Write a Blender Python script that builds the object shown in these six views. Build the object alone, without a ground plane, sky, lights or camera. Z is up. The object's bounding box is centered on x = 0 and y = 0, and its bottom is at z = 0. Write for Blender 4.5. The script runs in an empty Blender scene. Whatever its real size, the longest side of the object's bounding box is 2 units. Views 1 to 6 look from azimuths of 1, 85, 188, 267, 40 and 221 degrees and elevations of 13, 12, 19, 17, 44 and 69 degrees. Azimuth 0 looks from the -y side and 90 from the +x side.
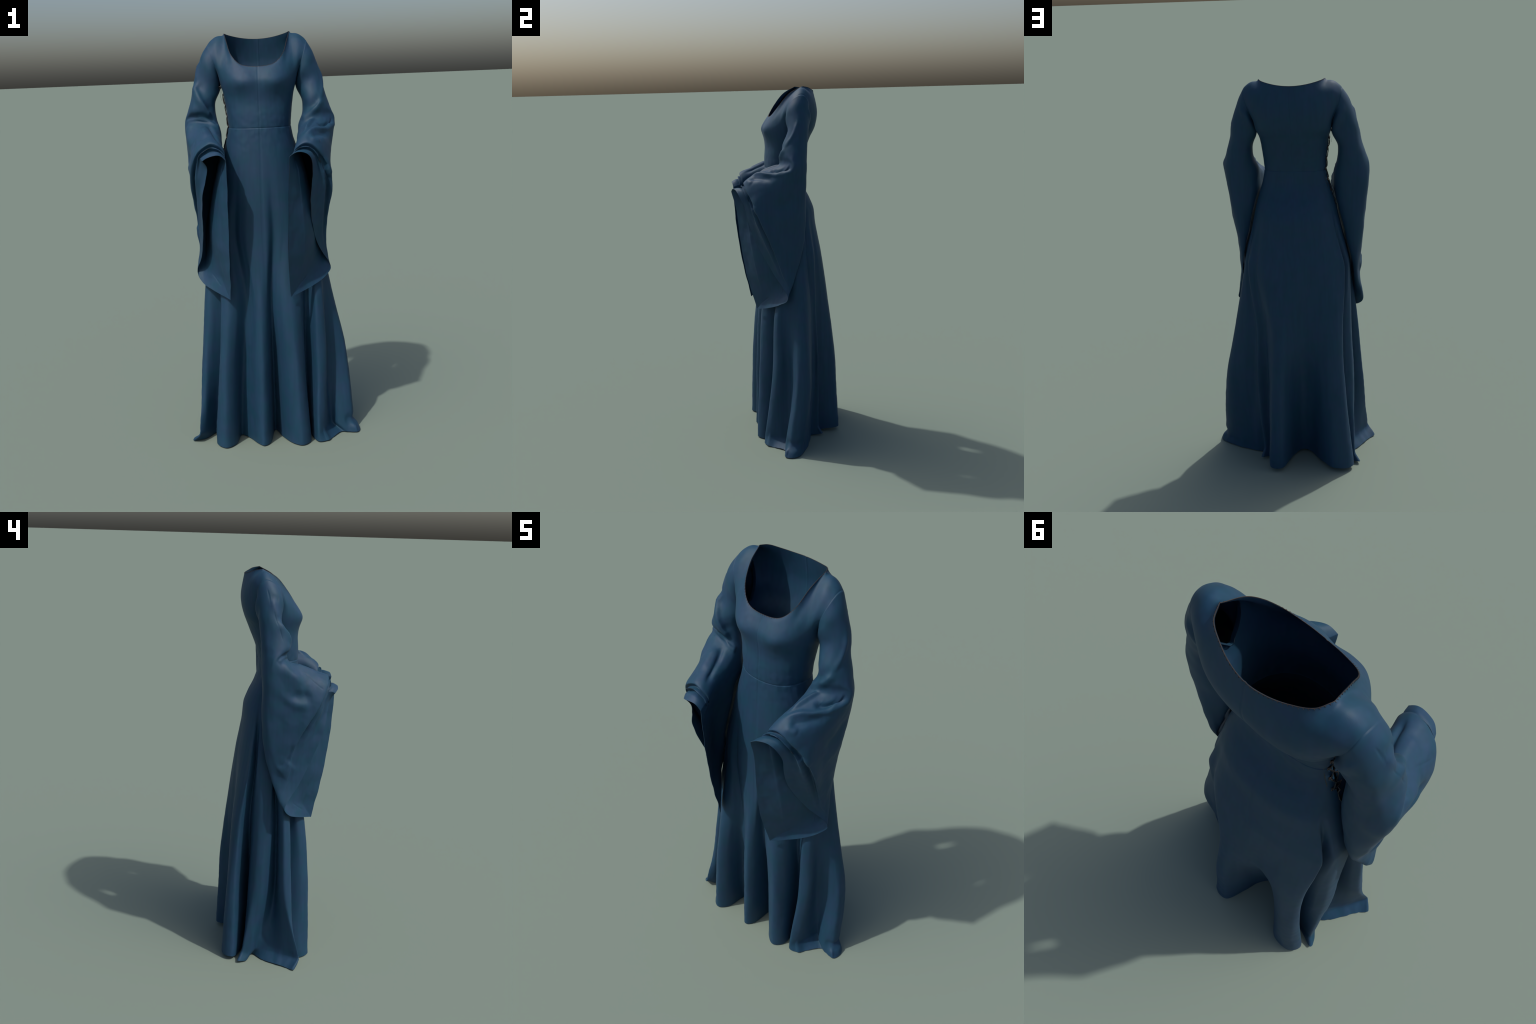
# A long medieval style blue gown: fitted bodice, gored skirt with deep folds that
# puddles on the floor, wide hanging bell sleeves, laced opening on one side.
import bpy, bmesh, math
import numpy as np
from mathutils import Vector, noise as mnoise

CX = -0.030                     # the gown's own centre line
THICK = 0.0022                  # cloth thickness

# ------------------------------------------------------------------ splines
def tangents(P, closed, alpha=0.5):
    P = np.asarray(P, float)
    n = len(P)
    T = np.zeros_like(P)
    for i in range(n):
        if closed:
            a, b, c = P[i - 1], P[i], P[(i + 1) % n]
        else:
            a, b, c = P[max(i - 1, 0)], P[i], P[min(i + 1, n - 1)]
        d0 = max(np.linalg.norm(b - a), 1e-6) ** alpha
        d1 = max(np.linalg.norm(c - b), 1e-6) ** alpha
        if not closed and i == 0:
            T[i] = (c - b) / d1
        elif not closed and i == n - 1:
            T[i] = (b - a) / d0
        else:
            T[i] = ((b - a) / d0 * d1 + (c - b) / d1 * d0) / (d0 + d1)
    return T

def curve(P, per, closed=False, sharp={}):
    """Centripetal cubic through the control points, `per` samples a span."""
    P = np.asarray(P, float)
    n = len(P)
    T = tangents(P, closed)
    out = []
    spans = n if closed else n - 1
    for i in range(spans):
        j = (i + 1) % n
        h = max(np.linalg.norm(P[j] - P[i]), 1e-6) ** 0.5
        m0, m1 = T[i] * h, T[j] * h
        if i in sharp:
            m0 = m0 * (1 - sharp[i]) + (P[j] - P[i]) * sharp[i]
        if j in sharp:
            m1 = m1 * (1 - sharp[j]) + (P[j] - P[i]) * sharp[j]
        t = np.linspace(0, 1, per, endpoint=False)[:, None]
        out.append((2*t**3-3*t**2+1)*P[i] + (t**3-2*t**2+t)*m0 + (-2*t**3+3*t**2)*P[j] + (t**3-t**2)*m1)
    Q = np.vstack(out)
    if not closed:
        Q = np.vstack([Q, P[-1:]])
    return Q

def pchip(x, Y, xs):
    """Monotone cubic along axis 0 of Y."""
    x = np.asarray(x, float); Y = np.asarray(Y, float)
    h = np.diff(x)
    sh = (len(h),) + (1,) * (Y.ndim - 1)
    d = np.diff(Y, axis=0) / h.reshape(sh)
    m = np.zeros_like(Y)
    m[0], m[-1] = d[0], d[-1]
    for k in range(1, len(x) - 1):
        w1, w2 = 2*h[k] + h[k-1], h[k] + 2*h[k-1]
        same = d[k-1] * d[k] > 0
        with np.errstate(divide='ignore', invalid='ignore'):
            v = (w1 + w2) / (w1 / d[k-1] + w2 / d[k])
        m[k] = np.where(same, v, 0)
    out = []
    for X in xs:
        k = int(min(max(np.searchsorted(x, X) - 1, 0), len(h) - 1))
        t = (X - x[k]) / h[k]
        out.append((2*t**3-3*t**2+1)*Y[k] + (t**3-2*t**2+t)*h[k]*m[k] + (-2*t**3+3*t**2)*Y[k+1] + (t**3-t**2)*h[k]*m[k+1])
    return np.array(out)

def resample(P, n, closed=False):
    P = np.asarray(P, float)
    if closed:
        P = np.vstack([P, P[:1]])
    s = np.concatenate([[0], np.cumsum(np.linalg.norm(np.diff(P, axis=0), axis=1))])
    u = np.linspace(0, s[-1], n, endpoint=not closed)
    return np.stack([np.interp(u, s, P[:, k]) for k in range(P.shape[1])], 1)

# ------------------------------------------------------------------ cloth mesh helpers
class Cloth:
    """Vertices + quads of a single layer of cloth; later given a thickness."""
    def __init__(self):
        self.v, self.f, self.tag, self.n = [], [], [], 0
    def grid(self, G, tag, closed=False, flip=False):
        r, c = G.shape[:2]
        base = self.n
        self.v.append(G.reshape(-1, 3)); self.n += r * c
        for i in range(r - 1):
            for j in range(c if closed else c - 1):
                k = (j + 1) % c
                q = [base+i*c+j, base+i*c+k, base+(i+1)*c+k, base+(i+1)*c+j]
                self.f.append(q[::-1] if flip else q)
                self.tag.append(tag)
        return base
    def weld(self, dist=2e-4):
        V = np.vstack(self.v)
        key = {}
        m = np.zeros(len(V), int); keep = []
        for i, p in enumerate(V):
            k = tuple(np.round(p / dist).astype(int))
            hit = None
            for dx in (-1, 0, 1):
                for dy in (-1, 0, 1):
                    for dz in (-1, 0, 1):
                        hit = key.get((k[0]+dx, k[1]+dy, k[2]+dz), hit)
            if hit is None or np.linalg.norm(V[keep[hit]] - p) > dist:
                key[k] = len(keep); m[i] = len(keep); keep.append(i)
            else:
                m[i] = hit
        self.V = V[keep]
        F, T = [], []
        for f, t in zip(self.f, self.tag):
            g = []
            for a in m[f]:
                if a not in g: g.append(int(a))
            if len(g) > 2:
                F.append(g); T.append(t)
        self.F, self.T = F, T
        return self

def vnormals(V, F):
    N = np.zeros_like(V)
    Q = np.array([f if len(f) == 4 else f + [f[-1]] for f in F])
    a, b = V[Q[:, 2]] - V[Q[:, 0]], V[Q[:, 3]] - V[Q[:, 1]]
    tri = Q[:, 3] == Q[:, 2]
    b[tri] = V[Q[tri, 2]] - V[Q[tri, 1]]
    n = np.cross(a, b)
    for k in range(4):
        np.add.at(N, Q[:, k], n)
    L = np.linalg.norm(N, axis=1, keepdims=True)
    return N / np.maximum(L, 1e-12)

def seg_dist(V, P):
    """distance of every V to polyline P"""
    P = np.asarray(P, float)
    best = np.full(len(V), 1e9); tt = np.zeros(len(V))
    L = len(P) - 1
    for i in range(L):
        a, d = P[i], P[i+1] - P[i]
        t = np.clip(((V - a) @ d) / max(d @ d, 1e-12), 0, 1)
        r = np.linalg.norm(V - (a + t[:, None] * d), axis=1)
        m = r < best
        best[m] = r[m]; tt[m] = (i + t[m]) / L
    return best, tt

def fold(V, N, P, width, amp, ends=(0, 0)):
    """Push a ridge (amp > 0) or a crease (amp < 0) into the cloth along polyline P."""
    P = curve(P, 6) if len(P) > 2 else np.asarray(P, float)
    r, t = seg_dist(V, P)
    fade = np.ones(len(V))
    if ends[0]: fade *= np.clip(t / ends[0], 0, 1)
    if ends[1]: fade *= np.clip((1 - t) / ends[1], 0, 1)
    fade = fade * fade * (3 - 2 * fade)
    return V + N * (amp * fade * np.exp(-(r / width) ** 2))[:, None]

def wobble(V, scale, amp, seed):
    off = Vector((seed * 3.1, seed * 7.7, seed * 1.3))
    return np.array([amp * mnoise.noise(Vector(p) * scale + off) for p in V])

def thicken(V, F, T, N, thick):
    """Two layers plus a rim along every open edge. The outside keeps its place."""
    n = len(V)
    V2 = np.vstack([V, V - N * thick])
    edges = {}
    for k, f in enumerate(F):
        for i in range(len(f)):
            a, b = f[i], f[(i+1) % len(f)]
            e = (min(a, b), max(a, b))
            edges.setdefault(e, []).append((a, b, k))
    F2 = [list(f) for f in F] + [[x + n for x in f[::-1]] for f in F]
    T2 = list(T) + list(T)
    for e, l in edges.items():
        if len(l) == 1:
            a, b, k = l[0]
            F2.append([b, a, a + n, b + n]); T2.append(T[k])
    return V2, F2, T2

def make_mesh(name, V, F, mat, parent, normals=None):
    used = np.unique(np.concatenate([np.array(f) for f in F]))
    remap = -np.ones(len(V), int); remap[used] = np.arange(len(used))
    me = bpy.data.meshes.new(name)
    me.from_pydata(V[used].tolist(), [], [remap[f].tolist() for f in F])
    me.polygons.foreach_set("use_smooth", [True] * len(me.polygons))
    me.update()
    if normals is not None:
        me.normals_split_custom_set_from_vertices(normals[used].tolist())
    ob = bpy.data.objects.new(name, me)
    bpy.context.scene.collection.objects.link(ob)
    ob.parent = parent
    me.materials.append(mat)
    return ob

# ------------------------------------------------------------------ materials
def nd(nt, typ, **kw):
    x = nt.nodes.new(typ)
    for k, v in kw.items():
        setattr(x, k, v)
    return x

def cloth_material():
    m = bpy.data.materials.new("blue_wool_cloth")
    m.use_nodes = True
    nt = m.node_tree
    L = nt.links.new
    b = nt.nodes["Principled BSDF"]
    tc = nd(nt, "ShaderNodeTexCoord")
    # large soft mottling between a greener and a more violet blue
    n1 = nd(nt, "ShaderNodeTexNoise"); n1.inputs["Scale"].default_value = 16; n1.inputs["Detail"].default_value = 4
    n1.inputs["Roughness"].default_value = 0.6
    L(tc.outputs["Object"], n1.inputs["Vector"])
    r1 = nd(nt, "ShaderNodeValToRGB")
    r1.color_ramp.elements[0].position = 0.36; r1.color_ramp.elements[0].color = COL_A
    r1.color_ramp.elements[1].position = 0.64; r1.color_ramp.elements[1].color = COL_B
    L(n1.outputs["Fac"], r1.inputs["Fac"])
    # streaks along the hang of the cloth
    mp = nd(nt, "ShaderNodeMapping"); mp.inputs["Scale"].default_value = (70, 70, 5)
    L(tc.outputs["Object"], mp.inputs["Vector"])
    n2 = nd(nt, "ShaderNodeTexNoise"); n2.inputs["Scale"].default_value = 1.0; n2.inputs["Detail"].default_value = 3
    L(mp.outputs["Vector"], n2.inputs["Vector"])
    r2 = nd(nt, "ShaderNodeMapRange"); r2.inputs["From Min"].default_value = 0.3; r2.inputs["From Max"].default_value = 0.7
    r2.inputs["To Min"].default_value = 0.93; r2.inputs["To Max"].default_value = 1.07
    L(n2.outputs["Fac"], r2.inputs["Value"])
    mx = nd(nt, "ShaderNodeMix", data_type='RGBA', blend_type='MULTIPLY'); mx.inputs[0].default_value = 1
    L(r1.outputs["Color"], mx.inputs[6]); L(r2.outputs["Result"], mx.inputs[7])
    # slightly paler blue mixed in on the crests
    ge = nd(nt, "ShaderNodeNewGeometry")
    r3 = nd(nt, "ShaderNodeMapRange"); r3.inputs["From Min"].default_value = 0.5; r3.inputs["From Max"].default_value = 0.62
    r3.inputs["To Min"].default_value = 0.0; r3.inputs["To Max"].default_value = 0.25
    L(ge.outputs["Pointiness"], r3.inputs["Value"])
    m2 = nd(nt, "ShaderNodeMix", data_type='RGBA'); m2.inputs[7].default_value = COL_CREST
    L(r3.outputs["Result"], m2.inputs[0]); L(mx.outputs[2], m2.inputs[6])
    L(m2.outputs[2], b.inputs["Base Color"])
    b.inputs["Roughness"].default_value = 0.62
    b.inputs["Specular IOR Level"].default_value = 0.32
    b.inputs["Sheen Weight"].default_value = 0.015
    b.inputs["Sheen Roughness"].default_value = 0.4
    b.inputs["Sheen Tint"].default_value = (0.75, 0.82, 1, 1)
    # fine weave
    n3 = nd(nt, "ShaderNodeTexNoise"); n3.inputs["Scale"].default_value = 420; n3.inputs["Detail"].default_value = 2
    L(tc.outputs["Object"], n3.inputs["Vector"])
    bp = nd(nt, "ShaderNodeBump"); bp.inputs["Strength"].default_value = 0.10; bp.inputs["Distance"].default_value = 0.0012
    L(n3.outputs["Fac"], bp.inputs["Height"]); L(bp.outputs["Normal"], b.inputs["Normal"])
    return m

def plain_material(name, col, rough, noise_scale=60, metallic=0.0):
    m = bpy.data.materials.new(name); m.use_nodes = True
    nt = m.node_tree; b = nt.nodes["Principled BSDF"]
    tc = nd(nt, "ShaderNodeTexCoord"); n = nd(nt, "ShaderNodeTexNoise"); n.inputs["Scale"].default_value = noise_scale
    nt.links.new(tc.outputs["Object"], n.inputs["Vector"])
    r = nd(nt, "ShaderNodeValToRGB")
    r.color_ramp.elements[0].position = 0.3; r.color_ramp.elements[0].color = (*[c * 0.7 for c in col], 1)
    r.color_ramp.elements[1].position = 0.7; r.color_ramp.elements[1].color = (*[c * 1.25 for c in col], 1)
    nt.links.new(n.outputs["Fac"], r.inputs["Fac"]); nt.links.new(r.outputs["Color"], b.inputs["Base Color"])
    b.inputs["Roughness"].default_value = rough; b.inputs["Metallic"].default_value = metallic
    return m

COL_A = (0.0068, 0.0448, 0.084, 1)
COL_B = (0.0118, 0.0418, 0.091, 1)
COL_CREST = (0.022, 0.064, 0.112, 1)
CLOTH = cloth_material()
CORD = plain_material("black_cord", (0.008, 0.008, 0.010), 0.55)
EYE = plain_material("rusty_eyelet", (0.032, 0.018, 0.013), 0.6)

gown = bpy.data.objects.new("medieval_gown", None)
bpy.context.scene.collection.objects.link(gown)
gown["label"] = "long blue medieval gown with hanging bell sleeves"
gown["category"] = "dress"

# ------------------------------------------------------------------ skirt
# fold keys, running from the laced side over the front to the other side and the back:
# (hem x, y), (just above the floor x, y), (z .42), (z .73)
KEYS = [
 ((-.300,.125),(-.302,.102),(-.314,.060),(-.303,.050)),   # side seam
 ((-.262,.108),(-.285,.085),(-.303,.040),(-.297,.034)),
 ((-.325,.052),(-.300,.030),(-.256,-.006),(-.264,.000)),
 ((-.385,-.045),(-.352,-.060),(-.333,-.020),(-.312,-.012)),
 ((-.425,-.102),(-.386,-.130),(-.360,-.045),(-.333,-.032)),
 ((-.365,-.088),(-.360,-.105),(-.337,-.080),(-.308,-.063)),
 ((-.308,-.020),(-.310,-.025),(-.262,-.055),(-.243,-.070)),
 ((-.298,-.155),(-.297,-.150),(-.267,-.140),(-.249,-.110)),
 ((-.250,-.196),(-.250,-.193),(-.235,-.178),(-.215,-.148)),
 ((-.204,-.158),(-.204,-.157),(-.195,-.155),(-.175,-.142)),
 ((-.178,-.055),(-.178,-.060),(-.158,-.085),(-.130,-.110)),
 ((-.145,-.080),(-.145,-.082),(-.125,-.100),(-.100,-.122)),
 ((-.089,-.160),(-.089,-.159),(-.085,-.152),(-.075,-.142)),
 ((-.063,-.183),(-.063,-.182),(-.055,-.168),(-.050,-.150)),
 ((-.033,-.158),(-.033,-.156),(-.028,-.142),(-.025,-.137)),
 ((-.005,-.008),(-.005,-.015),(-.003,-.060),(-.003,-.102)),
 ((.033,-.090),(.033,-.090),(.034,-.110),(.022,-.118)),
 ((.085,-.165),(.085,-.163),(.075,-.152),(.060,-.140)),
 ((.130,-.189),(.130,-.188),(.115,-.163),(.100,-.142)),
 ((.171,-.150),(.168,-.150),(.148,-.122),(.140,-.115)),
 ((.167,-.020),(.166,-.020),(.163,-.020),(.168,-.055)),
 ((.187,-.110),(.187,-.105),(.190,-.060),(.194,-.066)),
 ((.213,-.155),(.211,-.150),(.218,-.100),(.214,-.084)),
 ((.258,-.143),(.240,-.128),(.260,-.078),(.246,-.068)),
 ((.335,-.050),(.285,-.015),(.266,-.012),(.257,-.020)),
 ((.366,-.056),(.318,-.044),(.335,.010),(.285,.020)),
 ((.418,-.056),(.390,-.034),(.365,.025),(.300,.045)),
 ((.432,-.015),(.406,.000),(.370,.060),(.304,.072)),
 ((.414,.022),(.378,.042),(.348,.095),(.287,.095)),
 ((.320,.075),(.300,.080),(.280,.112),(.245,.117)),
 ((.220,.108),(.218,.108),(.205,.125),(.195,.130)),
 ((.165,.125),(.165,.125),(.178,.148),(.180,.142)),
 ((.171,.187),(.157,.165),(.180,.165),(.172,.157)),
 ((.122,.165),(.120,.163),(.130,.158),(.138,.160)),
 ((.122,.250),(.122,.249),(.112,.226),(.107,.208)),
 ((.102,.293),(.102,.292),(.094,.274),(.080,.244)),
 ((.050,.292),(.050,.292),(.045,.283),(.038,.255)),
 ((.018,.215),(.018,.218),(.010,.240),(.005,.243)),
 ((-.002,.140),(-.003,.143),(-.020,.190),(-.025,.230)),
 ((-.042,.096),(-.043,.100),(-.060,.160),(-.070,.213)),
 ((-.088,.108),(-.089,.112),(-.110,.175),(-.115,.214)),
 ((-.163,.215),(-.163,.215),(-.167,.222),(-.160,.224)),
 ((-.215,.264),(-.215,.263),(-.218,.246),(-.205,.228)),
 ((-.297,.260),(-.295,.258),(-.268,.235),(-.246,.213)),
 ((-.320,.212),(-.317,.210),(-.280,.205),(-.264,.188)),
 ((-.155,.138),(-.160,.138),(-.150,.134),(-.210,.140)),
 ((-.280,.165),(-.275,.155),(-.275,.132),(-.273,.118)),
 ((-.350,.186),(-.322,.162),(-.310,.110),(-.299,.094)),
 ((-.335,.142),(-.316,.122),(-.318,.078),(-.305,.064)),
]
# plain body sections: z, half width, centre shift, front y, back y
BODY = [
 (1.080,.264,.000,-.118,.212),
 (1.170,.248,.000,-.117,.196),
 (1.250,.228,.000,-.114,.183),
 (1.320,.212,.000,-.110,.177),
 (1.380,.198,.000,-.106,.156),
 (1.450,.178,.000,-.101,.123),
 (1.510,.160,.000,-.097,.108),
 (1.565,.149,.000,-.094,.109),
 (1.620,.153,.000,-.094,.120),
 (1.675,.160,.000,-.088,.143),
 (1.725,.168,.000,-.094,.163),
]
YC = 0.05
PER = 9
def ring(z_row, ang):
    z, a, sh, yf, yb = z_row
    c, s = np.cos(ang), np.sin(ang)
    p = 2.25
    ex = np.sign(c) * np.abs(c) ** (2 / p)
    ey = np.sign(s) * np.abs(s) ** (2 / p)
    return np.stack([CX + sh + a * ex, YC + np.where(s < 0, YC - yf, yb - YC) * ey, np.full_like(c, z)], 1)

K = np.array(KEYS)                     # keys, 4 levels, xy
def closed_keys(level):
    return np.vstack([K[:, level], K[:1, level]])
u_xy = closed_keys(3)
ang_raw = np.unwrap(np.arctan2(u_xy[:, 1] - YC, (u_xy[:, 0] - CX)))
ang_raw = ang_raw - ang_raw[0] - math.pi      # starts at -pi (the -x side), runs to +pi
ang_m = np.maximum.accumulate(ang_raw)
for _ in range(6):                             # even out so that columns never cross
    ang_m[1:-1] = 0.25 * ang_m[:-2] + 0.5 * ang_m[1:-1] + 0.25 * ang_m[2:]
ang_m[0], ang_m[-1] = -math.pi, math.pi
nk = len(K)
cols = (nk * PER) // 2 * 2 + 1
HALF = (cols - 1) // 2
kk = np.linspace(0, nk, 4000)
t0 = float(np.interp(0.0, pchip(np.arange(nk + 1), ang_m, kk), kk))      # the +x side seam
par = np.concatenate([np.linspace(0, t0, HALF + 1)[:-1], np.linspace(t0, nk, HALF + 1)])
ang_d = pchip(np.arange(nk + 1), ang_m, par)

levels, zs = [], []
DEEP = {0: 1.0, 1: 1.0, 2: 1.22, 3: 1.30}       # how far the hollows are pulled in
def deepen(P, k):
    d = P - np.array([CX, YC]); r = np.linalg.norm(d, axis=1)
    sm = r.copy()
    for _ in range(900):
        sm = .25 * np.roll(sm, 1) + .5 * sm + .25 * np.roll(sm, -1)
    dev = r - sm
    dev = np.where(dev < 0, dev * k, dev * (1 + (k - 1) * .25))
    return np.array([CX, YC]) + d * ((sm + dev) / r)[:, None], dev / sm
for lv, z in ((0, 0.003), (1, 0.05), (2, 0.42), (3, 0.73)):
    ringpts, dev_u = deepen(curve(K[:, lv], 30, closed=True), DEEP[lv])
    dev_u = np.append(dev_u, dev_u[0])
    ringpts = np.vstack([ringpts, ringpts[:1]])
    u = np.linspace(0, nk, len(ringpts))
    levels.append(np.stack([np.interp(par, u, ringpts[:, k]) for k in (0, 1)], 1)); zs.append(z)
    if lv == 1:
        levels.append(None); zs.append(.085)
levels[2] = levels[1] + (levels[3] - levels[1]) * (.035 / .37)
dev_u = np.interp(par, np.linspace(0, nk, len(dev_u)), dev_u)
for row, k in zip(BODY[:8], (.85, .55, .25, .08, 0, 0, 0, 0)):     # the folds die out over the hips
    q = ring(row, ang_d)[:, :2]
    levels.append(np.array([CX, YC]) + (q - np.array([CX, YC])) * (1 + k * dev_u)[:, None]); zs.append(row[0])
z_rows = np.concatenate([np.linspace(0.003, 0.05, 7)[:-1], np.linspace(0.05, 1.08, 76)[:-1], np.linspace(1.08, 1.550, 58)[:-1], np.linspace(1.550, 1.565, 12)])
XY = pchip(zs, np.array(levels), z_rows)
skirt = np.concatenate([XY, np.repeat(z_rows[:, None, None], cols, 1)], 2)

# the hem curls: its lowest rows flare like a little kick where it meets the floor
# fine irregularity of hanging cloth
flat = skirt.reshape(-1, 3)
lower = np.clip((1.2 - flat[:, 2]) / 1.0, 0, 1)
rad = flat[:, :2] - np.array([CX, YC]); rad /= np.linalg.norm(rad, axis=1, keepdims=True)
wob = wobble(flat * np.array([1, 1, .35]), 16, 0.004, 1) + wobble(flat, 38, 0.0014, 2)
flat[:, :2] += rad * (wob * lower * np.clip(flat[:, 2] / .06, .3, 1))[:, None]
skirt = flat.reshape(skirt.shape)
# the hem rides a little clear of the floor at the back
lift = .018 * np.clip((skirt[..., 1] - .14) / .08, 0, 1) * np.clip(1 - skirt[..., 2] / .12, 0, 1)
lift += .014 * np.exp(-((skirt[..., 0] + .045) / .06) ** 2) * np.clip((skirt[..., 1] - .05) / .03, 0, 1) * np.clip(1 - skirt[..., 2] / .12, 0, 1)
skirt[..., 2] += lift
skirt[:, -1] = skirt[:, 0]

# laced opening on the -x side
SLIT_LO, SLIT_HI, SLIT_W = 1.42, 1.752, 0.0075
def slit_half(z):
    t = np.clip((z - SLIT_LO) / 0.05, 0, 1)
    return SLIT_W * t * t * (3 - 2 * t)
def open_slit(G):
    for i in range(len(G)):
        w = slit_half(G[i, 0, 2])
        if w > 0:
            for j, f in ((0, 1), (1, .75), (2, .5), (3, .25)):
                G[i, j, 1] -= w * f; G[i, -1 - j, 1] += w * f
    return G
skirt = open_slit(skirt)

# ------------------------------------------------------------------ bodice
# columns from the -x side over the front to +x (front half) and back again (back half);
# upper rows are given for one half, as (offset from the centre line, y, z), side first
FRONT_UP = [
 [(.181,.065,1.765),(.176,.015,1.765),(.158,-.034,1.765),(.128,-.072,1.766),(.088,-.100,1.767),(.044,-.103,1.767),(0,-.099,1.767)],
 [(.188,.030,1.810),(.181,-.004,1.808),(.162,-.030,1.806),(.134,-.062,1.800),(.098,-.087,1.794),(.050,-.097,1.790),(0,-.093,1.788)],
 [(.206,.008,1.862),(.190,-.004,1.866),(.166,-.010,1.868),(.140,-.034,1.850),(.108,-.062,1.830),(.058,-.081,1.815),(0,-.079,1.810)],
 [(.226,.034,1.928),(.194,.043,1.956),(.160,.052,1.962),(.142,.008,1.912),(.114,-.040,1.866),(.064,-.066,1.836),(0,-.069,1.827)],
 [(.233,.095,1.969),(.192,.103,1.998),(.155,.105,1.999),(.143,.036,1.962),(.120,-.022,1.896),(.076,-.053,1.851),(0,-.062,1.840)],
]
BACK_UP = [
 [(.181,.070,1.765),(.178,.112,1.765),(.158,.144,1.765),(.124,.165,1.765),(.084,.176,1.765),(.042,.180,1.765),(0,.180,1.765)],
 [(.188,.105,1.810),(.181,.132,1.810),(.160,.158,1.810),(.126,.178,1.810),(.086,.189,1.810),(.043,.194,1.810),(0,.194,1.810)],
 [(.210,.130,1.862),(.195,.147,1.862),(.165,.168,1.862),(.130,.186,1.862),(.088,.196,1.862),(.044,.201,1.862),(0,.202,1.862)],
 [(.228,.128,1.928),(.196,.146,1.946),(.163,.158,1.952),(.130,.169,1.944),(.090,.183,1.930),(.045,.193,1.920),(0,.196,1.918)],
 [(.233,.095,1.969),(.192,.103,1.998),(.155,.105,1.999),(.138,.138,1.993),(.093,.164,1.982),(.045,.180,1.975),(0,.186,1.973)],
]
def across(row, n, corner=0.0):
    """one upper row, mirrored, resampled to n+1 columns at fixed share per key"""
    L = [(CX - d, y, z) for d, y, z in row]
    R = [(CX + d, y, z) for d, y, z in row[::-1][1:]]
    P = curve(np.array(L + R), 24, sharp={2: corner, 10: corner})
    idx = np.linspace(0, len(P) - 1, n + 1)
    return np.stack([np.interp(idx, np.arange(len(P)), P[:, k]) for k in range(3)], 1)

# which skirt column lies over the +x side seam
side = HALF
nf, nb = side, cols - 1 - side
low_rows = [ring(r, ang_d) for r in BODY[7:]]
def lower_part(a, b, n, front):
    out = []
    for i, r in enumerate(low_rows):
        seg = r[a:b + 1]
        # towards the armpit the columns slide to the spacing of the upper rows
        w = i / len(low_rows)
        even = resample(seg, n + 1)
        out.append(seg * (1 - w) + even * w)
    return out
CORNER = (0, 0, 0, .5, 1)
def panel(low, up, n, rows_z):
    rows = low + [across(r, n, c) for r, c in zip(up, CORNER)]
    A = np.array(rows)
    return A
def loft(A, per):
    return np.stack([curve(A[:, j], per) for j in range(A.shape[1])], 1)
fr = loft(panel(lower_part(0, side, nf, True), FRONT_UP, nf, None), 12)
BK = [[(d, y, z) for d, y, z in r] for r in BACK_UP]
bk_rows = lower_part(side, cols - 1, nb, False) + [across(r, nb, c)[::-1] for r, c in zip(BK, CORNER)]
bk = loft(np.array(bk_rows), 12)
def relax(G, times):
    # even out the run from one section to the next
    for _ in range(times):
        G[1:-1] = .25 * G[:-2] + .5 * G[1:-1] + .25 * G[2:]
    return G
edges = [e.copy() for e in (fr[:, 0], fr[:, -1], bk[:, 0], bk[:, -1])]
fr, bk = relax(fr, 36), relax(bk, 30)
for i in range(len(fr)):                    # armhole edges stay put, below them the halves meet
    t = i / (len(fr) - 1)
    a, b = .5 * (fr[i, 0] + bk[i, -1]), .5 * (fr[i, -1] + bk[i, 0])
    if fr[i, 0, 2] < 1.768:
        for k in range(6):
            w = (1 - k / 6)
            fr[i, k] += (a - fr[i, 0]) * w if k else 0; bk[i, -1-k] += (a - bk[i, -1]) * w if k else 0
            fr[i, -1-k] += (b - fr[i, -1]) * w if k else 0; bk[i, k] += (b - bk[i, 0]) * w if k else 0
        fr[i, 0] = bk[i, -1] = a; fr[i, -1] = bk[i, 0] = b
# bust: two soft forms with a slight hollow between
def bust(G):
    x, y, z = G[..., 0] - CX, G[..., 1], G[..., 2]
    b = np.exp(-((np.abs(x) - .072) / .052) ** 2 - ((z - 1.752) / .050) ** 2)
    G[..., 1] -= .004 * b
    c = np.exp(-(x / .03) ** 2 - ((z - 1.74) / .05) ** 2)
    G[..., 1] += .002 * c
    return G
fr = bust(fr)
# laced side
for G, j0, sg in ((fr, 0, -1), (bk, -1, 1)):
    for i in range(len(G)):
        z = G[i, j0, 2]
        if z < SLIT_HI + .002:
            w = slit_half(z) * np.clip((SLIT_HI + .002 - z) / .012, 0, 1)
            for q, f in ((0, 1), (1, .75), (2, .5), (3, .25)):
                j = q if j0 == 0 else -1 - q
                G[i, j, 1] += sg * w * f
# join rows exactly to the skirt at the waist
fr[0] = skirt[-1, :side + 1]; bk[0] = skirt[-1, side:]

body = Cloth()
body.grid(skirt, "skirt")
body.grid(fr, "bodice")
body.grid(bk, "bodice")
body.weld()
V, F, T = body.V, body.F, body.T
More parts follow.
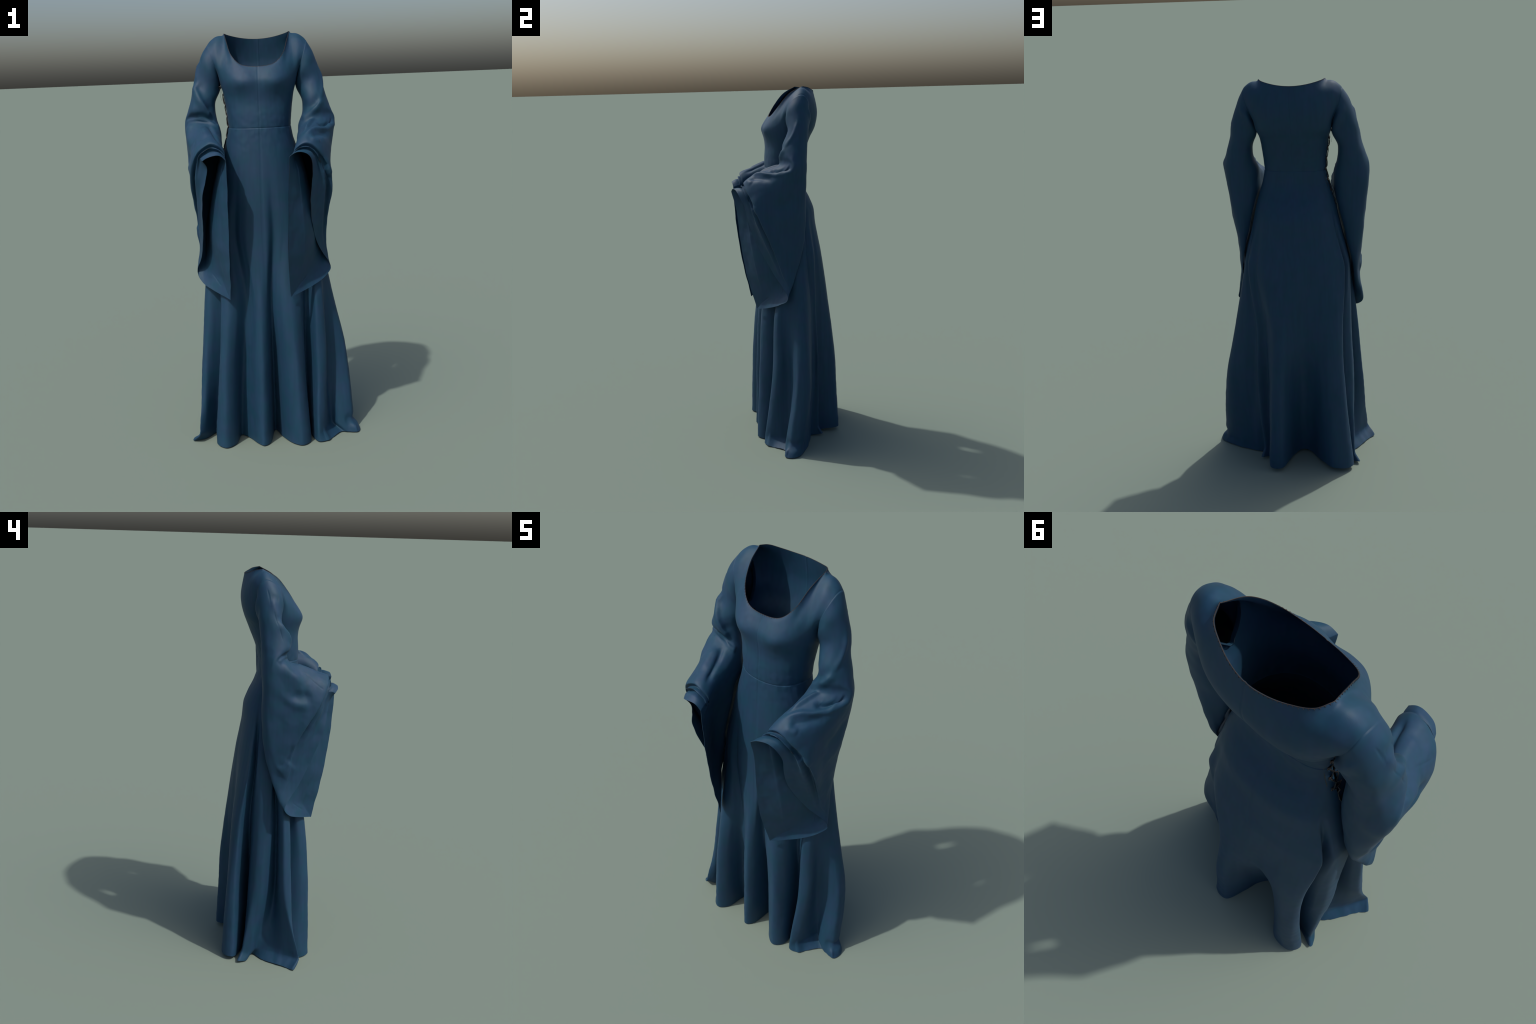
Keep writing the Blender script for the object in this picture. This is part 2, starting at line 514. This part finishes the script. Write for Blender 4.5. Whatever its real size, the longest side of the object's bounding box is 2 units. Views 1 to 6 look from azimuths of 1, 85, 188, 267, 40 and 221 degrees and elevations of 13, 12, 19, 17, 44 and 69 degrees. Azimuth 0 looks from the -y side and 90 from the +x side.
# the shoulder is round: relax the cloth about the shoulder seam
def soften(V, F, weight, times, rim=None):
    E = np.array([(f[i], f[(i+1) % len(f)]) for f in F for i in range(len(f))])
    E = np.vstack([E, E[:, ::-1]])
    und, n_ = np.unique(E, axis=0, return_counts=True)
    if rim is not None:                 # edge vertices only follow the edge itself
        und = und[~rim[und[:, 0]] | (n_ == 1)]
    cnt = np.bincount(und[:, 0], minlength=len(V))[:, None]
    for _ in range(times):
        S = np.zeros_like(V); np.add.at(S, und[:, 0], V[und[:, 1]])
        V = V + (S / np.maximum(cnt, 1) - V) * weight[:, None] * .5
    return V
rim_use = {}
for f in F:
    for i in range(len(f)):
        e = (min(f[i], f[(i+1) % len(f)]), max(f[i], f[(i+1) % len(f)])); rim_use[e] = rim_use.get(e, 0) + 1
rimv = np.zeros(len(V), bool)
for e, n_ in rim_use.items():
    if n_ == 1: rimv[list(e)] = True
dsh = np.full(len(V), 9.0)
for sg in (-1, 1):
    seam = [(CX + sg * d, y, z) for d, y, z in FRONT_UP[-1][:3]]
    dsh = np.minimum(dsh, seg_dist(V, seam)[0])
wgt = np.clip(1.25 - dsh / .045, 0, 1)
wgt[rimv & (np.abs(V[:, 0] - CX) < .170)] = 0
VRAW = V.copy()
V = soften(V, F, wgt, 55, rimv)
bustw = np.clip(1.3 - np.abs(V[:, 2] - 1.757) / .06, 0, 1) * (V[:, 1] < 0) * ~rimv
V = soften(V, F, bustw, 60)
V0 = V.copy()
N = vnormals(V, F)

# seams: waist, centre front and centre back, side-front gores
def seam_x(V, N, x0, sel, w=.0026, amp=-.0014):
    d = np.exp(-((V[:, 0] - x0) / w) ** 2)
    return V + N * (amp * d * sel)[:, None]
front = (N[:, 1] < -.35) * 1.0
backs = (N[:, 1] > .35) * 1.0
V = seam_x(V, N, CX + .001, front * (V[:, 2] > 1.562))
V = seam_x(V, N, CX + .001, front * (V[:, 2] <= 1.562) * np.clip((V[:, 2] - .85) / .15, 0, 1), .0036, -.0018)
V = seam_x(V, N, CX + .004, backs * (V[:, 2] > .9))
V = V + N * (-.0017 * np.exp(-((V[:, 2] - 1.5615) / .0022) ** 2))[:, None]
pk = np.exp(-((V[:, 2] - 1.55) / .10) ** 2) + .35
V = V + N * (wobble(V @ np.array([[1, 0, .5], [0, 1, .2], [-.35, .2, .8]]), 46, .0011, 9) * pk * np.clip((V[:, 2] - 1.1) / .2, 0, 1) * np.clip((1.97 - V[:, 2]) / .03, 0, 1))[:, None]
V = V + N * (wobble(V * np.array([1, 1, .5]), 10, .0012, 5) * np.clip((V[:, 2] - 1.0) / .3, 0, 1))[:, None]
V = fold(V, N, [(.372,-.062,.030),(.420,-.045,.036),(.432,-.005,.034),(.405,.030,.030)], .016, .013, (.2, .2))
V = fold(V, vnormals(V, F), [(.350,-.050,.075),(.398,-.030,.068),(.404,.005,.066),(.385,.035,.066)], .012, -.010, (.2, .2))
for P, w, am in (([(-.392,-.128,.045),(-.418,-.098,.006)], .007, .007), ([(-.372,-.100,.045),(-.405,-.070,.004)], .007, -.004),
                 ([(-.335,-.030,.050),(-.372,-.020,.004)], .010, .004), ([(-.300,.060,.050),(-.330,.050,.004)], .008, -.004),
                 ([(-.318,.160,.045),(-.348,.180,.004)], .007, .006), ([(.158,.165,.045),(.172,.186,.004)], .007, .006),
                 ([(.236,-.122,.050),(.262,-.142,.004)], .007, .009), ([(.252,-.100,.050),(.285,-.110,.004)], .007, -.005),
                 ([(.268,-.060,.050),(.318,-.070,.004)], .009, .004), ([(.366,-.040,.070),(.375,-.062,.010)], .007, -.007),
                 ([(.395,-.040,.060),(.412,-.058,.010)], .006, .007), ([(.360,.050,.050),(.375,.065,.004)], .009, -.004),
                 ([(.290,.080,.060),(.300,.090,.004)], .010, .004)):
    V = fold(V, vnormals(V, F), P, w, am)
V[:, 2] = np.clip(V[:, 2], 0.0, 2.0)
N = vnormals(V, F)
V2, F2, T2 = thicken(V, F, T, N, THICK)
V2[:, 2] = np.maximum(V2[:, 2], 0.0)
N2 = np.vstack([N, -N])
for part in ("bodice", "skirt"):
    make_mesh(part, V2, [f for f, t in zip(F2, T2) if t == part], CLOTH, gown, N2)

# ------------------------------------------------------------------ sleeves
# Every loop has 17 keys: 0 top (front of the arm), 1-7 down the outer side, 8 back fold,
# 9-11 along the bottom edge, 12-16 up the inner side. Written for the -x sleeve.
def arm_loop(cx, cy, cz, rx, ry, tilt=0.0, slope=0.0):
    out = []
    for k in range(17):
        a = 2 * math.pi * k / 17
        x = cx - rx * math.sin(a); y = cy - ry * math.cos(a)
        out.append((x, y, cz + tilt * -math.cos(a) * ry + slope * math.sin(a) * rx))
    return out
AR = 18                                # samples between two keys around a sleeve
def armhole_loop(sg):
    """edge of the finished bodice: from the front over the shoulder to the back and under the arm"""
    jf, jb = (0, -1) if sg < 0 else (-1, 0)
    f = [p for p in fr[:, jf] if p[2] >= 1.7645]
    b = [p for p in bk[:, jb] if p[2] >= 1.7645]
    P = np.array([V[int(np.argmin(((VRAW - p) ** 2).sum(1)))] for p in f + b[::-1][1:]])
    P = resample(P, 340, closed=True)
    i0 = int(np.argmin(P[:, 1] + 0.15 * np.abs(P[:, 2] - 1.87)))
    P = np.roll(P, -i0, axis=0)
    if P[40, 2] < P[0, 2]:
        P = np.vstack([P[:1], P[1:][::-1]])
    return resample(P, 17 * AR, closed=True)

R_LOOPS = [
 arm_loop(-.253,.071,1.833,.043,.064,0,1.60),
 arm_loop(-.272,.069,1.768,.059,.056,0,.55),
 arm_loop(-.295,.047,1.692,.058,.066,0,.15),
 arm_loop(-.305,.041,1.642,.065,.068,-.05,.03),
 # elbow
 [(-.300,-.008,1.597),(-.335,.003,1.604),(-.365,.025,1.604),(-.385,.040,1.594),(-.391,.055,1.578),(-.388,.070,1.552),(-.378,.085,1.530),(-.358,.097,1.510),(-.330,.101,1.498),
  (-.302,.100,1.495),(-.274,.093,1.503),(-.250,.080,1.517),(-.232,.060,1.533),(-.222,.040,1.550),(-.220,.020,1.566),(-.233,-.003,1.582),(-.262,-.010,1.592)],
 # half way along the forearm
 [(-.285,-.077,1.567),(-.318,-.072,1.558),(-.348,-.062,1.538),(-.369,-.050,1.500),(-.372,-.030,1.440),(-.370,.000,1.360),(-.364,.035,1.270),(-.352,.066,1.200),(-.330,.085,1.172),
  (-.308,.080,1.170),(-.285,.065,1.178),(-.265,.045,1.200),(-.240,.015,1.285),(-.222,-.012,1.380),(-.212,-.038,1.462),(-.215,-.058,1.530),(-.247,-.072,1.560)],
 [(-.265,-.150,1.538),(-.295,-.148,1.528),(-.326,-.140,1.505),(-.353,-.125,1.460),(-.364,-.105,1.390),(-.362,-.075,1.290),(-.353,-.030,1.170),(-.343,.010,1.050),(-.333,.036,.990),
  (-.318,.028,.982),(-.308,-.008,.985),(-.290,-.058,1.000),(-.282,-.100,1.130),(-.258,-.122,1.270),(-.226,-.140,1.400),(-.202,-.145,1.490),(-.230,-.152,1.530)],
 # crest of the turned back cuff
 [(-.250,-.226,1.509),(-.280,-.224,1.497),(-.312,-.216,1.472),(-.339,-.198,1.425),(-.354,-.165,1.358),(-.357,-.112,1.270),(-.347,-.055,1.140),(-.344,-.030,.985),(-.355,.000,.905),
  (-.337,-.018,.878),(-.298,-.062,.865),(-.236,-.125,.860),(-.240,-.172,1.030),(-.230,-.198,1.200),(-.212,-.214,1.360),(-.190,-.213,1.462),(-.215,-.225,1.497)],
 # free edge
 [(-.236,-.274,1.458),(-.266,-.271,1.450),(-.291,-.256,1.434),(-.272,-.238,1.403),(-.284,-.224,1.340),(-.305,-.208,1.255),(-.312,-.160,1.120),(-.325,-.095,.980),(-.362,-.026,.862),
  (-.338,-.055,.822),(-.285,-.105,.795),(-.194,-.180,.763),(-.188,-.222,.965),(-.184,-.249,1.150),(-.181,-.264,1.330),(-.184,-.268,1.432),(-.207,-.272,1.455)],
]
MIR = 2 * -.032
def mirror(loop):
    return [(MIR - x, y, z) for x, y, z in loop]
L_LOOPS = [mirror(l) for l in R_LOOPS]
for q, p in ((0, (.236,-.034,1.594)), (1, (.270,-.022,1.600)), (2, (.300,.005,1.603)), (16, (.198,-.036,1.590)), (15, (.168,-.022,1.580)), (14, (.156,.005,1.568))):
    L_LOOPS[4][q] = p
for q, p in ((3, (.327,.030,1.592)), (4, (.322,.050,1.578)), (5, (.312,.070,1.552)), (6, (.302,.085,1.530)), (7, (.286,.097,1.510)), (8, (.262,.101,1.498))):
    L_LOOPS[4][q] = p
for q, x in ((4, .304), (5, .298), (6, .284), (7, .264), (8, .246), (9, .232)):
    L_LOOPS[5][q] = (x,) + tuple(L_LOOPS[5][q][1:])
for q, x in ((4, .297), (5, .292), (6, .276), (7, .270), (8, .262)):
    L_LOOPS[6][q] = (x,) + tuple(L_LOOPS[6][q][1:])
L_LOOPS[-2] = [(.180,-.230,1.498),(.205,-.228,1.490),(.233,-.220,1.466),(.262,-.200,1.420),(.290,-.178,1.360),(.297,-.138,1.265),(.278,-.082,1.130),(.272,-.030,.985),(.286,.000,.905),
  (.262,-.025,.872),(.216,-.070,.858),(.156,-.125,.860),(.166,-.170,1.030),(.158,-.196,1.200),(.142,-.214,1.360),(.122,-.218,1.460),(.150,-.229,1.489)]
L_LOOPS[-1] = [(.165,-.272,1.459),(.190,-.262,1.443),(.206,-.245,1.405),(.207,-.226,1.360),(.200,-.212,1.300),(.198,-.192,1.220),(.203,-.147,1.120),(.230,-.082,1.000),(.296,-.012,.868),
  (.266,-.050,.832),(.202,-.102,.800),(.093,-.168,.765),(.084,-.222,.980),(.090,-.250,1.180),(.097,-.268,1.350),(.101,-.292,1.444),(.130,-.286,1.460)]
for q in range(17):      # this forearm is carried a touch higher
    for li, dz in ((5, .006), (6, .010)):
        x, y, z = L_LOOPS[li][q]
        if q in (0, 1, 2, 15, 16): L_LOOPS[li][q] = (x, y - .012, z + dz - .004)

# how strongly each key takes part in the double tuck behind the cuff
TUCK = {-1: (np.array([1, 1, 1, 1.2, 1.4, 1.4, 1.2, .3, 0, 0, 0, 0, 0, 0, .1, .5, .9]), np.array([1, 1, .9, .4, 0, 0, 0, 0, 0, 0, 0, 0, 0, 0, 0, .4, .9])),
        1: (np.array([1, 1, 1, 1.1, 1.2, 1.1, .9, .2, 0, 0, 0, 0, 0, 0, .1, .5, .9]), np.array([1, 1, 1, .7, .3, 0, 0, 0, 0, 0, 0, 0, 0, 0, 0, .4, .9]))}
def sleeve(loops, sgn, folds, seed):
    loops = [np.array(l, float) for l in loops]
    dense = armhole_loop(sgn); a0 = dense[::AR]
    c0 = a0.mean(0)
    out_dir = np.array([-1.0 if sgn < 0 else 1.0, 0, 0])
    first = a0                       # tucked just under the armhole edge
    crest, rim = loops[-2], loops[-1]
    mid_in = loops[-3][:, :].mean(0)
    inward = (mid_in - crest); inward /= np.linalg.norm(inward, axis=1, keepdims=True)
    fwd = rim - crest
    tk, t2 = (t[:, None] for t in TUCK[sgn])
    g1 = crest + fwd * .13 + inward * .015 * tk * np.maximum(tk, 1) + np.array([0, .009, 0]) * tk
    c2 = crest + fwd * (.30 - .05 * t2) + inward * .004 * tk + np.array([0, -.002, -.003]) * tk
    g2 = crest + fwd * (.46 - .10 * t2) + inward * (.015 * t2 + .004 * tk) + np.array([0, .008, 0]) * t2
    h2 = crest + fwd * (.64 - .06 * t2) + inward * .007 * tk
    seq = [first] + loops[:-1] + [g1, c2, g2, h2, rim]
    ns = len(seq)
    around = []
    for i, l in enumerate(seq):
        s = np.clip((i - (ns - 7)) / 5, 0, 1)
        around.append(curve(l, AR, closed=True, sharp={11: s, 15: .8 * s, 2: .8 * s if sgn < 0 else 0}))
    around[0] = dense + out_dir * .0006
    A = np.array(around)                                # loops, 204, 3
    per = [8, 8, 8, 8, 8, 14, 14, 14, 5, 5, 5, 5, 10]
    cols_ = []
    for j in range(A.shape[1]):
        P = A[:, j]; Tn = tangents(P, False)
        pts = []
        for i in range(ns - 1):
            h = max(np.linalg.norm(P[i+1] - P[i]), 1e-6) ** .5
            n_ = per[i]
            t = np.linspace(0, 1, n_, endpoint=False)[:, None]
            pts.append((2*t**3-3*t**2+1)*P[i] + (t**3-2*t**2+t)*Tn[i]*h + (-2*t**3+3*t**2)*P[i+1] + (t**3-t**2)*Tn[i+1]*h)
        pts.append(P[-1:])
        cols_.append(np.vstack(pts))
    G = np.stack(cols_, 1)
    flange = dense + (c0 - dense) * .05 - out_dir * .012      # seam allowance turned inside
    G = np.concatenate([flange[None], G], 0)
    c = Cloth(); c.grid(G, "sleeve", closed=True, flip=(sgn > 0))
    V, F = np.vstack(c.v), c.f
    # keep the hanging cloth clear of the skirt
    zb = np.array([.73] + [r[0] for r in BODY[:8]]); hb = np.array([.285] + [r[1] for r in BODY[:8]])
    fb = np.array([-.125] + [r[3] for r in BODY[:8]]); bb = np.array([.225] + [r[4] for r in BODY[:8]])
    a = np.interp(V[:, 2], zb, hb); yf = np.interp(V[:, 2], zb, fb); yb = np.interp(V[:, 2], zb, bb)
    dx, dy = V[:, 0] - CX, V[:, 1] - YC
    b = np.where(dy < 0, YC - yf, yb - YC)
    q = (np.abs(dx / a) ** 2.25 + np.abs(dy / b) ** 2.25) ** (1 / 2.25)
    low = V[:, 2] < 1.5
    k = np.where((q < 1.06) & low, 1.06 / np.maximum(q, .2), 1)
    V[:, 0] = CX + dx * k; V[:, 1] = YC + dy * k
    Vbase = V.copy()
    hold = np.clip(np.repeat(np.arange(G.shape[0]) - 1, G.shape[1]) / 9.0, 0, 1)[:, None]
    for P, w, am, ends in folds:
        V = fold(V, vnormals(V, F), P, w, am, ends)
    N = vnormals(V, F)
    V = V + N * (wobble(V, 14, .0035, seed) + wobble(V, 40, .0008, seed + 3))[:, None] * np.clip((1.93 - V[:, 2]) / .1, 0, 1)[:, None]
    V = Vbase + (V - Vbase) * hold                      # sewn down along the armhole
    N = vnormals(V, F)
    V2, F2, T2 = thicken(V, F, ["s"] * len(F), N, THICK)
    return make_mesh("sleeve", V2, F2, CLOTH, gown, np.vstack([N, -N]))

# drag lines and creases of the bent arm: path, width, height, fade at either end
R_FOLDS = [
 ([(-.272,.128,1.885),(-.250,.130,1.835),(-.230,.112,1.785)], 0.016, 0.006, (.3, .2)),
 ([(-.290,.110,1.840),(-.268,.118,1.790),(-.248,.112,1.740)], .014, -.006, (.3, .3)),
 ([(-0.243,-0.129,0.821),(-0.287,-0.072,0.872)], 0.0035, 0.002, (0.05, 0.2)),
 ([(-0.335,-0.054,1.097),(-0.345,-0.029,1.066),(-0.343,0.003,1.037)], 0.035, 0.006, (0.2, 0.2)),
 ([(-0.352,-0.055,1.193),(-0.347,-0.042,1.141),(-0.347,-0.021,1.097),(-0.345,0.017,1.075)], 0.01, -0.006, (0.3, 0.2)),
 ([(-.327,.039,1.786),(-.324,.017,1.747),(-.306,-.014,1.706),(-.275,-.023,1.658),(-.245,-.003,1.614)], 0.021, 0.0165, (0.25, 0.15)),
 ([(-.316,.029,1.788),(-.308,.006,1.744),(-.288,-.016,1.699),(-.258,-.012,1.651),(-.234,.014,1.616)], 0.02, -0.0135, (0.25, 0.25)),
 ([(-.370,.027,1.612),(-.329,-.006,1.624),(-.298,-.019,1.626),(-.270,-.007,1.607),(-.238,.000,1.584)], 0.013, -0.004, (0.2, 0.3)),
 ([(-.383,.034,1.589),(-.348,.017,1.602),(-.309,-.000,1.608),(-.276,-.004,1.595),(-.246,-.016,1.576),(-.223,-.003,1.564)], 0.012, 0.009, (0.1, 0.1)),
 ([(-.275,-.031,1.578),(-.252,-.075,1.560),(-.231,-.142,1.534),(-.214,-.203,1.507)], 0.012, -0.0112, (0.2, 0.3)),
 ([(-.298,-.047,1.574),(-.282,-.112,1.551),(-.273,-.169,1.529)], 0.02, 0.0064, (0.3, 0.3)),
 ([(-.308,.067,1.870),(-.321,.051,1.823),(-.317,.029,1.785)], 0.013, 0.005, (0.2, 0.2)),
 ([(-.304,.073,1.878),(-.302,.049,1.876),(-.295,.030,1.864)], 0.006, -0.0030, (0.2, 0.2)),
 ([(-.370,-.033,1.443),(-.367,-.082,1.428),(-.353,-.137,1.444)], 0.028, -0.01, (0.3, 0.3)),
 ([(-.384,.029,1.472),(-.372,-.010,1.421),(-.369,-.053,1.394),(-.366,-.099,1.385),(-.357,-.139,1.396)], 0.022, 0.006, (0.3, 0.3)),
 ([(-.351,.013,1.595),(-.368,-.017,1.550),(-.361,-.061,1.517),(-.355,-.099,1.480)], 0.022, 0.0080, (0.2, 0.4)),
 ([(-.324,-.097,1.538),(-.331,-.143,1.495),(-.333,-.191,1.458)], 0.003, -0.0018, (0.1, 0.1)),
 ([(-.290,.088,1.914),(-.310,.073,1.864),(-.329,.051,1.797),(-.340,.029,1.738),(-.350,.010,1.687)], 0.003, -0.0018, (0.05, 0.05)),
]
L_FOLDS = [
 ([(.290,.060,1.470),(.298,-.010,1.395),(.296,-.090,1.375)], .030, -.008, (.3, .3)),
 ([(.285,.060,1.390),(.292,-.005,1.310),(.290,-.085,1.300)], .030, .006, (.3, .3)),
 ([(.215,.122,1.885),(.192,.126,1.835),(.170,.110,1.785)], .014, .007, (.3, .2)),
 ([(0.096,-0.169,0.770),(0.138,-0.139,0.817),(0.180,-0.103,0.857)], 0.0035, 0.002, (0.05, 0.2)),
 ([(0.272,-.001,1.695),(0.245,-.032,1.656),(0.215,-.017,1.621),(0.181,-.007,1.580)], 0.018, 0.0145, (0.3, 0.1)),
 ([(0.259,-.005,1.707),(0.242,-.028,1.670),(0.212,-.023,1.633),(0.182,.002,1.595)], 0.017, -0.01, (0.3, 0.3)),
 ([(0.286,.013,1.617),(0.246,-.004,1.613),(0.212,-.009,1.588),(0.178,-.079,1.558)], 0.016, -0.005, (0.2, 0.3)),
 ([(0.297,.023,1.603),(0.261,.005,1.599),(0.233,-.012,1.588),(0.201,-.084,1.569),(0.173,-.166,1.538)], 0.009, 0.0144, (0.15, 0.2)),
 ([(0.311,.025,1.589),(0.298,-.019,1.565),(0.277,-.057,1.559),(0.255,-.074,1.564),(0.232,-.063,1.576)], 0.012, -0.013, (0.2, 0.3)),
 ([(0.327,.043,1.566),(0.300,-.031,1.552),(0.275,-.077,1.548),(0.256,-.105,1.548),(0.227,-.133,1.551),(0.196,-.163,1.542),(0.166,-.195,1.523)], 0.011, .0095, (0.1, 0.2)),
 ([(0.296,-.067,1.520),(0.240,-.159,1.529),(0.206,-.194,1.524)], 0.016, -0.0112, (0.3, 0.3)),
 ([(0.246,-.186,1.502),(0.228,-.200,1.507),(0.193,-.212,1.515)], 0.014, 0.0064, (0.3, 0.3)),
 ([(0.237,-.202,1.440),(0.257,-.190,1.406),(0.274,-.184,1.381)], 0.01, -0.006, (0.2, 0.2)),
 ([(0.265,-.179,1.381),(0.276,-.173,1.356),(0.286,-.167,1.336)], 0.02, 0.0055, (0.3, 0.3)),
 ([(0.254,.073,1.843),(0.268,.052,1.794),(0.272,.039,1.759),(0.270,.010,1.717),(0.256,-.022,1.676)], 0.01, 0.0064, (0.3, 0.3)),
 ([(0.305,.028,1.651),(0.295,.022,1.610),(0.296,-.003,1.578),(0.294,-.036,1.555),(0.282,-.076,1.542)], 0.008, 0.0064, (0.2, 0.2)),
]
sleeve(R_LOOPS, -1, R_FOLDS, 11)
sleeve(L_LOOPS, 1, L_FOLDS, 21)

# ------------------------------------------------------------------ lacing on the -x side
def side_x(z):
    zz = [r[0] for r in BODY]; aa = [r[1] for r in BODY]
    return CX - np.interp(z, zz, aa)
def tube(name, pts, radius, mat, parent, cyclic=False, res=2):
    cu = bpy.data.curves.new(name, "CURVE"); cu.dimensions = "3D"; cu.bevel_depth = radius; cu.bevel_resolution = res
    cu.use_fill_caps = True
    sp = cu.splines.new("POLY"); sp.points.add(len(pts) - 1)
    for p, q in zip(sp.points, pts): p.co = (*q, 1)
    sp.use_cyclic_u = cyclic
    cu.materials.append(mat)
    ob = bpy.data.objects.new(name, cu); bpy.context.scene.collection.objects.link(ob); ob.parent = parent
    return ob
lacing = bpy.data.objects.new("side_lacing", None)
bpy.context.scene.collection.objects.link(lacing); lacing.parent = gown
# dark strip filling the gap behind the opening
zz = np.linspace(1.40, 1.742, 40)
strip = np.array([[(side_x(z) + d, YC + y, z) for y, d in ((-.024, .009), (-.012, .0055), (0, .005), (.012, .0055), (.024, .009))] for z in zz])
c = Cloth(); c.grid(strip, "p"); c.weld(1e-5)
Np = vnormals(c.V, c.F)
if Np[:, 0].mean() > 0: Np = -Np; c.F = [f[::-1] for f in c.F]
Vp, Fp, _ = thicken(c.V, c.F, ["p"] * len(c.F), Np, .002)
make_mesh("dark_strip", Vp, Fp, CORD, lacing)
# eyelets
eye_z = [1.718, 1.669, 1.617, 1.567, 1.515, 1.465]
bm = bmesh.new()
ringn, tubn = 14, 6
vs = [[bm.verts.new(((.0014 * math.sin(2*math.pi*j/tubn)), (.0042 + .0014 * math.cos(2*math.pi*j/tubn)) * math.cos(2*math.pi*i/ringn),
                     (.0056 + .0014 * math.cos(2*math.pi*j/tubn)) * math.sin(2*math.pi*i/ringn))) for j in range(tubn)] for i in range(ringn)]
for i in range(ringn):
    for j in range(tubn):
        bm.faces.new((vs[i][j], vs[(i+1) % ringn][j], vs[(i+1) % ringn][(j+1) % tubn], vs[i][(j+1) % tubn]))
eye_me = bpy.data.meshes.new("eyelet"); bmesh.ops.recalc_face_normals(bm, faces=bm.faces); bm.to_mesh(eye_me); bm.free()
eye_me.polygons.foreach_set("use_smooth", [True] * len(eye_me.polygons)); eye_me.materials.append(EYE)
EY = SLIT_W + .0075
holes = {}
for z in eye_z:
    for sg in (-1, 1):
        o = bpy.data.objects.new("eyelet", eye_me); bpy.context.scene.collection.objects.link(o); o.parent = lacing
        o.location = (side_x(z) - .0012, YC + sg * EY, z)
        o.rotation_euler = (0, 0, sg * -.12)
        holes[(z, sg)] = np.array(o.location)
rng = np.random.default_rng(7)
def lace(a, b, bulge):
    t = np.linspace(0, 1, 15)[:, None]
    P = a + (b - a) * t
    P[:, 0] -= (bulge * np.sin(np.pi * t) + .0008 * np.sin(3 * np.pi * t))[:, 0]
    P[:, 2] -= (.004 * np.sin(np.pi * t))[:, 0]
    P[0, 0] += .006; P[-1, 0] += .006
    return P
for k in range(len(eye_z) - 1):
    for sg in (-1, 1):
        tube("lace", lace(holes[(eye_z[k], sg)], holes[(eye_z[k+1], -sg)], .0022 + .0025 * rng.random() + (.0015 if sg > 0 else 0)), .0021, CORD, lacing)
for z in (eye_z[0], eye_z[-1]):
    tube("lace", lace(holes[(z, -1)], holes[(z, 1)], .003), .0021, CORD, lacing)
# bow under the arm and two loose thread ends
top = np.array((side_x(1.75) - .004, YC - .004, 1.752))
def loop_pts(w, h, d, n=24):
    a = np.linspace(0, 2*math.pi, n, endpoint=False)
    return [top + np.array((-d * (1 - math.cos(x)) * .5, w * math.sin(x) * .5 - w * .1, h * (1 - math.cos(x)) * .5 - .002 * math.sin(2*x))) for x in a]
tube("bow_loop", loop_pts(.012, .004, .020), .0021, CORD, lacing, True)
tube("bow_loop", loop_pts(-.014, -.008, .014), .0021, CORD, lacing, True)
tube("loose_thread", [top + np.array((-.004 - .005*math.sin(t*3), -.006 - .004*t, -.062*t)) for t in np.linspace(0, 1, 20)], .0005, CORD, lacing)
tube("loose_thread", [top + np.array((-.002 - .003*math.sin(t*5), .004 + .003*t, -.045*t + .006*math.sin(t*6))) for t in np.linspace(0, 1, 20)], .0005, CORD, lacing)
# ragged dark edge of the lacing band lower down, over the hip
tube("lace_tail", [(side_x(z) - .004 - .003 * math.sin(z * 170), YC + .004 * math.sin(z * 90), z) for z in np.linspace(1.462, 1.385, 24)], .0024, CORD, lacing)

# ------------------------------------------------------------------ neckline piping and whip stitches
def settled(P):
    return np.array([V[int(np.argmin(((VRAW - p) ** 2).sum(1)))] for p in P])
def neck_part(row, d=.155):
    return np.array([p for p in row if abs(p[0] - CX) <= d + 5e-4])
loopP = np.vstack([settled(neck_part(fr[-1])), settled(neck_part(bk[-1]))[1:-1]])
piping = tube("neckline_piping", [tuple(p + np.array((0, 0, .0002))) for p in loopP], .0007, EYE, gown, True, 1)
even = resample(loopP, 96, closed=True)
sv, sf = [], []
for k in range(len(even)):
    p = even[k]; tdir = even[(k+1) % 96] - even[k-1]; tdir /= np.linalg.norm(tdir)
    i = int(np.argmin(((V - p) ** 2).sum(1))); nrm = N[i]
    down = np.cross(tdir, nrm); down /= np.linalg.norm(down)
    ctr = np.array((CX, .07, p[2])) - p
    if down @ ctr > 0 or down[2] > .5: down = -down
    a = p + nrm * .0006 - down * .0005; b = p + nrm * .0008 + down * .0045 + tdir * .002
    axis = (b - a) / np.linalg.norm(b - a); u = np.cross(axis, nrm); u /= np.linalg.norm(u); w = np.cross(axis, u)
    base = len(sv)
    for c_, r_ in ((a, .0002), (a + (b-a)*.2, .0006), (a + (b-a)*.8, .0006), (b, .0002)):
        for q in range(6):
            t = q * math.pi / 3
            sv.append(c_ + r_ * (u * math.cos(t) + w * math.sin(t)))
    for r_ in range(3):
        for q in range(6):
            sf.append([base + r_*6 + q, base + r_*6 + (q+1) % 6, base + (r_+1)*6 + (q+1) % 6, base + (r_+1)*6 + q])
st = make_mesh("neckline_stitching", np.array(sv), sf, EYE, gown)
st["kind"] = "stuff"
